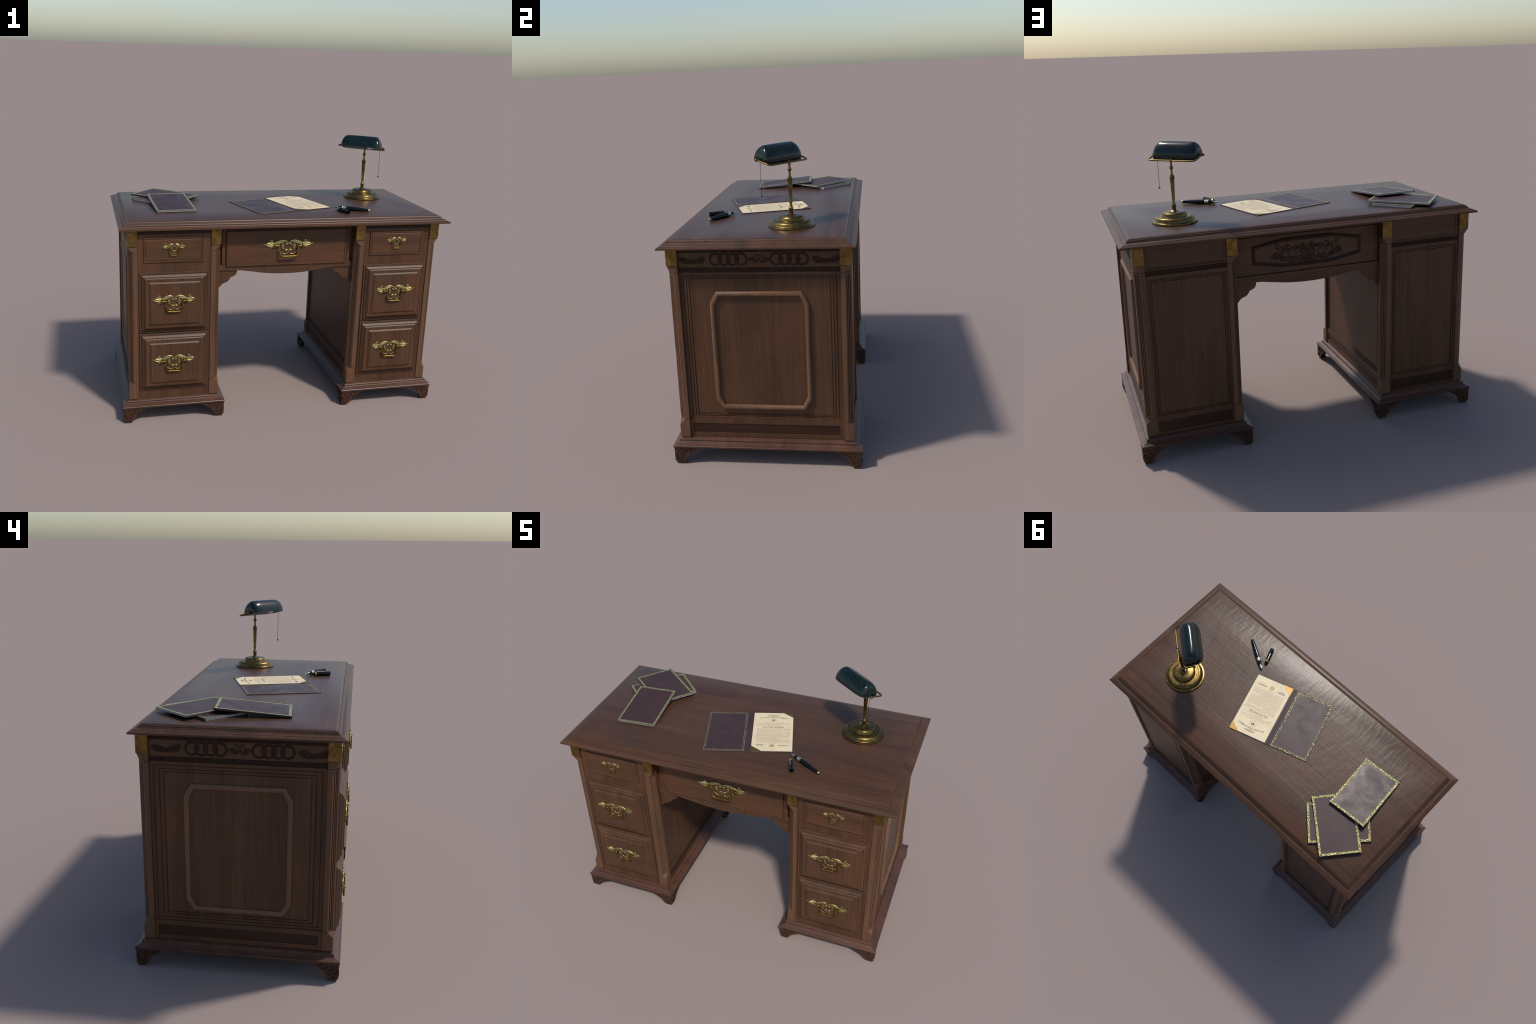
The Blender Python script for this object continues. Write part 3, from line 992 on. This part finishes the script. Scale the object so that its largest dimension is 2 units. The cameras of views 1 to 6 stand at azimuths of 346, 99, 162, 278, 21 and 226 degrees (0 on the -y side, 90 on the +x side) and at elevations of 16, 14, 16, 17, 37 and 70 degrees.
outer, inner = shade_shell(0.0), shade_shell(0.0032)
g = Geo()
g.loops(list(reversed(inner)) + outer)
nq = len(inner) * 64
sh = g.done("lamp_shade", "shade", lamp, smooth=True, angle=60, mats=["shade", "shade_in"])
c0 = lp(0, 0.078, 1.5700)
for p in sh.data.polygons:
    c = p.center
    d = (c - c0)
    p.material_index = 1 if p.normal.dot(d) < 0 else 0
g = Geo()
g.lathe([(0.0, 0.0), (0.0015, 0.009), (0.006, 0.0155), (0.014, 0.0200), (0.024, 0.0205), (0.034, 0.0165), (0.043, 0.0120), (0.052, 0.0105)], lp(0.036, 0.081, 1.5720), 24, tuple(TV))
g.done("lamp_bulb", "bulb", lamp, smooth=True)
g = Geo()
g.lathe([(0.0, 0.012), (0.002, 0.0135), (0.028, 0.0135), (0.032, 0.010), (0.034, 0.0)], lp(0.088, 0.081, 1.5720), 20, tuple(TV))
g.done("lamp_socket", "lamp_brass", lamp, smooth=True, angle=40)
g = Geo()
g.tube([lp(0.1265, 0.0812, 1.5620), lp(0.1263, 0.0812, 1.47), lp(0.1260, 0.0812, 1.3800)], 0.0012, 6)
g.blob(lp(0.1260, 0.0812, 1.3797), 0.0052, 0.0052, 0.0056, 14, 10)
g.done("pull_cord", "cord", lamp, smooth=True)

# ------------------------------------------------------------------ open document folder
FA = radians(17.6)
FU, FV = Vector((cos(FA), sin(FA), 0)), Vector((-sin(FA), cos(FA), 0))
FC = Vector((0.0303, -0.0544, TOP_Z))
folder = thing("open_folder", FC, "open oxblood leather folder holding a certificate", "document folder")
fp = Face(FC, FU, FV)


def slab(geo, face, u0, u1, v0, v1, h0, h1, r=0.0):
    stepped_panel(geo, face, u0, u1, v0, v1, [(0, 0, h1 - r), (r, r, h1)] if r else [(0, 0, h1)], back=h0)


g = Geo()
slab(g, fp, -0.2575, -0.0175, -0.2005, 0.2005, 0.0002, 0.0038, 0.0008)
slab(g, fp, 0.0120, 0.2575, -0.2005, 0.2005, 0.0002, 0.0034, 0.0008)
g.loops([[fp(u, v, h) for u, h in ((-0.0185, 0.0034), (-0.012, 0.0026), (-0.008, 0.0032), (-0.003, 0.0022), (0.002, 0.0032), (0.007, 0.0024), (0.0125, 0.0031), (0.0125, 0.0002), (-0.0185, 0.0002))] for v in (-0.2005, 0.2005)])
g.done("folder_cover", "leather_worn", folder)


def frame(geo, face, u0, u1, v0, v1, w, h0, h1):
    def ring(i, h):
        return [face(u0 + i, v0 + i, h), face(u1 - i, v0 + i, h), face(u1 - i, v1 - i, h), face(u0 + i, v1 - i, h)]
    geo.loops([ring(0, h0), ring(0, h1), ring(w, h1), ring(w, h0)], False, False)


g = Geo()
frame(g, fp, -0.2545, -0.0225, -0.1965, 0.1965, 0.0026, 0.0030, 0.0042)
frame(g, fp, -0.2465, -0.0305, -0.1885, 0.1885, 0.0024, 0.0030, 0.0042)
g.done("gilt_border", "gilt", folder)
PU0, PU1, PV0, PV1 = 0.0165, 0.2520, -0.1970, 0.1965
g = Geo()
slab(g, fp, PU0, PU1, PV0, PV1, 0.0032, 0.0041)
g.done("certificate", "paper", folder)
g = Geo()
TU, TVV = 0.060, 0.050
for pts in (((PU1 + 0.002, PV1 + 0.002), (PU1 - TU, PV1 + 0.002), (PU1 + 0.002, PV1 - TVV)), ((PU0 - 0.002, PV0 - 0.002), (PU0 + TU, PV0 - 0.002), (PU0 - 0.002, PV0 + TVV))):
    g.loops([[fp(u, v, h) for u, v in pts] for h in (0.0032, 0.0050)])
g.done("corner_tab", "tab", folder)

PW, PH = PU1 - PU0, PV1 - PV0
inkz = 0.00425


def pg(x, y, h=inkz):
    """Page coordinates: x 0..1 left to right, y 0..1 top to bottom."""
    return fp(PU0 + x * PW, PV1 - y * PH, h)


def strip(geo, x0, x1, y, t, bend=None):
    n = 1 if bend is None else 10
    v = []
    for k in range(n + 1):
        x = x0 + (x1 - x0) * k / n
        yy = y + (bend(x) if bend else 0)
        v += [pg(x, yy - t), pg(x, yy + t)]
    geo.add(v, [(2 * k, 2 * k + 1, 2 * k + 3, 2 * k + 2) for k in range(n)])


def words(geo, x0, x1, y, t, rr):
    """A line of small print too fine to read: runs of word-long strokes with tall letters."""
    x = x0
    while x < x1 - 0.01:
        w = min(rr.uniform(0.02, 0.075), x1 - x)
        strip(geo, x, x + w, y, t * rr.uniform(0.75, 1.1))
        for k in range(int(w / 0.016)):
            cxx = x + rr.random() * w
            strip(geo, cxx, cxx + 0.003, y + rr.choice((-1, 1)) * t * 1.4, t * 0.9)
        x += w + rr.uniform(0.008, 0.016)


def lettering(text, size, y, weight=0.0, bend=None, mat="ink", width=None, slant=0.0, x=0.5, name="lettering"):
    cu = bpy.data.curves.new(name, "FONT")
    cu.body = text
    cu.align_x, cu.align_y = "CENTER", "CENTER"
    cu.size = 1.0
    cu.offset = weight
    cu.shear = slant
    cu.resolution_u = 2
    tmp = bpy.data.objects.new("tmp_text", cu)
    COL.objects.link(tmp)
    bpy.context.view_layer.update()
    me = bpy.data.meshes.new_from_object(tmp.evaluated_get(bpy.context.evaluated_depsgraph_get()))
    xs = [v.co.x for v in me.vertices]
    half = max(abs(min(xs)), abs(max(xs)))
    kx = (width / 2 / half) if width else size / PW
    pts = []
    for v in me.vertices:
        px = x + v.co.x * kx
        py = y - v.co.y * size / PH + (bend(px) if bend else 0)
        pts.append(pg(px, py))
    faces = [tuple(p.vertices) for p in me.polygons]
    o = make(name, pts, faces, mat, folder)
    bpy.data.objects.remove(tmp)
    bpy.data.curves.remove(cu)
    bpy.data.meshes.remove(me)
    return o


arc = lambda x: 0.024 * (1 - cos((x - 0.5) * 5.2)) if abs(x - 0.5) < 0.37 else 0.024 * (1 - cos(0.37 * 5.2))
lettering("THE", 0.0075, 0.060, mat="faint_ink")
lettering("PRESIDENT", 0.0125, 0.080, 0.02, width=0.285)
lettering("OF", 0.0070, 0.103, mat="faint_ink")
lettering("THE UNITED STATES OF AMERICA", 0.0130, 0.122, 0.02, bend=arc, width=0.74)
lettering("Army of the United States", 0.0185, 0.388, 0.012, width=0.54, slant=0.3)
rr = random.Random(3)
g = Geo()
words(g, 0.25, 0.76, 0.272, 0.0018, rr)
for y in (0.293, 0.3155):
    words(g, 0.09, 0.92, y, 0.0017, rr)
words(g, 0.36, 0.68, 0.333, 0.0017, rr)
words(g, 0.09, 0.19, 0.340, 0.0017, rr)
words(g, 0.24, 0.92, 0.355, 0.0014, rr)
for k in range(17):
    y = 0.428 + k * 0.0212
    if k == 3:
        words(g, 0.10, 0.46, y, 0.0019, rr)
    elif k == 4:
        words(g, 0.14, 0.93, y, 0.0019, rr)
    elif k == 12:
        words(g, 0.10, 0.70, y, 0.0019, rr)
    else:
        words(g, 0.10, 0.93, y, 0.0019, rr)
words(g, 0.10, 0.96, 0.788, 0.0012, rr)
words(g, 0.40, 0.60, 0.806, 0.0017, rr)
words(g, 0.13, 0.31, 0.893, 0.0015, rr)
words(g, 0.68, 0.86, 0.893, 0.0012, rr)
words(g, 0.14, 0.34, 0.942, 0.001, rr)
words(g, 0.44, 0.58, 0.957, 0.001, rr)
o = g.done("printed_lines", "faint_ink", folder)
o["kind"] = "stuff"
# round seal: ring, spread wings and tail as a plain emblem
g = Geo()
sx0, sy0, sr = 0.5, 0.198, 0.0215


def disc_ring(geo, x, y, r, w, n=40):
    v = []
    for k in range(n):
        a = 2 * pi * k / n
        for q in (r - w, r + w):
            c = pg(x, y) + FU * q * cos(a) + FV * q * sin(a)
            v.append(c)
    geo.add(v, [(2 * k, 2 * k + 1, (2 * k + 3) % (2 * n), (2 * k + 2) % (2 * n)) for k in range(n)])


disc_ring(g, sx0, sy0, sr, 0.0003)
disc_ring(g, sx0, sy0, sr * 0.72, 0.0002)
for s in (-1, 1):
    c = pg(sx0, sy0)
    fan = [c - FV * 0.010]
    for k in range(7):
        a = radians(28 + k * 9)
        rad = 0.0165 - 0.0005 * k
        fan.append(c - FV * 0.0035 + FU * s * rad * cos(a) * 0.85 + FV * rad * sin(a) * 0.72)
    g.add(fan, [tuple(range(len(fan)))])
o = g.done("printed_emblem", "ink", folder)
g = Geo()
cs = pg(0.5, 0.868, 0.0041)
for rr2, h in ((0.0165, 0.0004), (0.0125, 0.0007)):
    g.loops([[cs + FU * r * cos(2 * pi * k / 36) + FV * r * sin(2 * pi * k / 36) + Vector((0, 0, hh)) for k in range(36)] for r, hh in ((rr2, -0.0005), (rr2 * 0.96, h))])
g.done("gold_seal", "seal", folder)


def signature(x0, x1, y, amp, seed, mat):
    r3 = random.Random(seed)
    pts, x = [], x0
    while x < x1:
        pts.append((x, y + r3.uniform(-amp, amp), 0.0007))
        x += r3.uniform(0.004, 0.02)
        pts.append((x - r3.uniform(0.0, 0.014), y + r3.uniform(-amp, amp * 0.8), 0.0007))
    p = smooth_path(pts, 4)
    gg = Geo()
    gg.tube([pg(q[0], q[1], inkz + 0.0001) for q in p], 0.00075, 4, 0.3, (0, 0, 1))
    gg.done("signature", mat, folder)


signature(0.10, 0.27, 0.850, 0.026, 21, "blue_ink")
signature(0.24, 0.36, 0.848, 0.005, 22, "blue_ink")
signature(0.64, 0.90, 0.862, 0.012, 23, "ink")

# ------------------------------------------------------------------ closed folders
def closed_folder(name, mat_leather, T, label):
    """Local: x 0..W, y 0..H, z 0..T; spine along x = 0."""
    W, H, c = 0.2440, 0.3605, 0.0016
    e = thing(name, (0, 0, 0), label, "folder")
    f = Face((0, 0, 0), (1, 0, 0), (0, 1, 0))
    g = Geo()
    slab(g, f, 0, W, 0, H, 0.0, c, 0.0003)
    slab(g, f, 0, W, 0, H, T - c, T, 0.0005)
    n = 7
    g.loops([[Vector((0.003 - 0.0032 * sin(pi * k / n), y, T * k / n)) for k in range(n + 1)] + [Vector((0.005, y, T)), Vector((0.005, y, 0))] for y in (0.0, H)])
    cover = g.done("folder_cover", mat_leather, e)
    g = Geo()
    g.box(0.004, W - 0.0025, 0.0025, H - 0.0025, c, T - c)
    pages = g.done("page_block", "leaves", e)
    g = Geo()
    frame(g, f, 0.0022, W - 0.0022, 0.0022, H - 0.0022, 0.0128, T - 0.0002, T + 0.0005)
    border = g.done("gilt_border", "gilt", e)
    return e


def pose(e, origin, xdir, ydir):
    x, y = Vector(xdir).normalized(), Vector(ydir).normalized()
    z = x.cross(y).normalized()
    y = z.cross(x)
    m = Matrix.Identity(4)
    for i in range(3):
        m[i][0], m[i][1], m[i][2], m[i][3] = x[i], y[i], z[i], origin[i]
    e.matrix_world = m
    bpy.context.view_layer.update()


TB, TM, TT = 0.0132, 0.0090, 0.0094
b1 = closed_folder("closed_folder", "leather", TB, "closed oxblood folder with broad gilt border")
pose(b1, (-0.8781, 0.1595, TOP_Z + 0.0003), (0.7071, -0.7071, 0), (0.7071, 0.7071, 0))
b2 = closed_folder("closed_folder", "leather", TM, "closed oxblood folder with broad gilt border")
pose(b2, (-0.6073, 0.0112, TOP_Z + TB + 0.0012), (0.650, 0.760, 0), (-0.760, 0.650, 0))
b3 = closed_folder("closed_folder", "leather_worn", TT, "closed oxblood folder with broad gilt border")
a3, d3, b3p = Vector((-0.7649, -0.2222, 1.2252)), Vector((-0.5222, -0.2041, 1.2256)), Vector((-0.7921, 0.1341, 1.2576))
xd = (d3 - a3).normalized()
xd.z = 0
yd = (b3p - a3).normalized()
zz = xd.cross(yd).normalized()
org = a3 - zz * TT + Vector((0, 0, 0.0008))
pose(b3, org, xd, yd)

# ------------------------------------------------------------------ fountain pen and its cap
P0, P1 = Vector((0.3359, -0.2012, TOP_Z + 0.0140)), Vector((0.5365, -0.3172, TOP_Z + 0.0115))
pen = thing("fountain_pen", (0.43, -0.255, TOP_Z), "black lacquer fountain pen with gold trim", "pen")
ax = (P1 - P0).normalized()
ln = (P1 - P0).length
g = Geo()
g.lathe([(0.034, 0.0), (0.034, 0.0084), (0.036, 0.0090), (0.050, 0.0104), (0.0585, 0.0112), (0.0585, 0.0)], P0, 28, ax)
g.lathe([(0.083, 0.0), (0.083, 0.0126), (0.090, 0.0130), (0.12, 0.0129), (0.18, 0.0110), (ln - 0.011, 0.0084), (ln - 0.010, 0.0)], P0, 28, ax)
g.done("pen_barrel", "black", pen, smooth=True, angle=40)
g = Geo()
for a, b, r in ((0.0585, 0.0615, 0.0134), (0.0790, 0.0830, 0.0135), (0.0690, 0.0705, 0.0134)):
    g.lathe([(a, 0.0), (a, r * 0.95), ((a + b) / 2, r), (b, r * 0.95), (b, 0.0)], P0, 28, ax)
g.lathe([(0.0285, 0.0), (0.0285, 0.0080), (0.031, 0.0090), (0.034, 0.0086), (0.034, 0.0)], P0, 24, ax)
g.lathe([(ln - 0.0105, 0.0), (ln - 0.0105, 0.0085), (ln - 0.005, 0.0082), (ln - 0.001, 0.0050), (ln, 0.0)], P0, 24, ax)
g.done("pen_gold_ring", "pen_gold", pen, smooth=True, angle=40)
g = Geo()
g.lathe([(0.0615, 0.0), (0.0615, 0.0128), (0.0690, 0.0129), (0.0705, 0.0129), (0.0790, 0.0130), (0.0790, 0.0)], P0, 24, ax)
side = ax.cross(Vector((0, 0, 1))).normalized()
upv = side.cross(ax).normalized()
nib = smooth_path([(0.0, 0.0004), (0.006, 0.0022), (0.014, 0.0064), (0.020, 0.0074), (0.026, 0.0066), (0.032, 0.0060)], 4)
g.loops([[P0 + ax * s + side * (w * c) + upv * (0.0045 * (1 - 0.6 * c * c) * min(1, s / 0.012) * 0.8 - 0.001 + q) for c, q in ((-1, 0), (-0.5, 0), (0, 0), (0.5, 0), (1, 0), (0.5, -0.0007), (0, -0.0007), (-0.5, -0.0007))] for s, w in nib])
g.done("pen_nib", "pen_silver", pen, smooth=True, angle=50)
g = Geo()
g.lathe([(0.006, 0.0), (0.009, 0.0014), (0.020, 0.0034), (0.034, 0.0052), (0.034, 0)], P0 - upv * 0.0022, 12, ax)
g.done("pen_feed", "black", pen, smooth=True)

C0, C1 = Vector((0.3873, -0.3472, TOP_Z + 0.0128)), Vector((0.3467, -0.2419, TOP_Z + 0.0112))
cap = thing("pen_cap", (0.367, -0.295, TOP_Z), "black lacquer pen cap with gold clip", "pen cap")
cx_ = (C1 - C0).normalized()
cl = (C1 - C0).length
g = Geo()
g.lathe([(0.030, 0.0), (0.030, 0.0098), (0.001, 0.0108), (0.0, 0.0116), (0.001, 0.0125), (0.03, 0.0126), (0.07, 0.0121), (0.087, 0.0116), (0.088, 0.0)], C0, 32, cx_)
g.lathe([(0.0955, 0.0), (0.0955, 0.0108), (0.101, 0.0092), (cl - 0.004, 0.0058), (cl, 0.0)], C0, 28, cx_)
g.done("cap_body", "black", cap, smooth=True, angle=40)
g = Geo()
g.lathe([(0.0865, 0.0), (0.0865, 0.0117), (0.091, 0.0121), (0.0955, 0.0112), (0.0955, 0.0)], C0, 28, cx_)
cs_ = cx_.cross(Vector((0, 0, 1))).normalized()
cu_ = (cs_.cross(cx_) * 0.94 + cs_ * -0.30).normalized()
clip = [(0.090, 0.0122, 0.0030), (0.084, 0.0150, 0.0030), (0.070, 0.0152, 0.0027), (0.052, 0.0146, 0.0024), (0.043, 0.0140, 0.0030), (0.039, 0.0138, 0.0026)]
sm = smooth_path(clip, 4)
g.tube([C0 + cx_ * s + cu_ * h for s, h, w in sm], [w for s, h, w in sm], 8, 0.45, cu_)
g.done("cap_clip", "pen_gold", cap, smooth=True, angle=50)
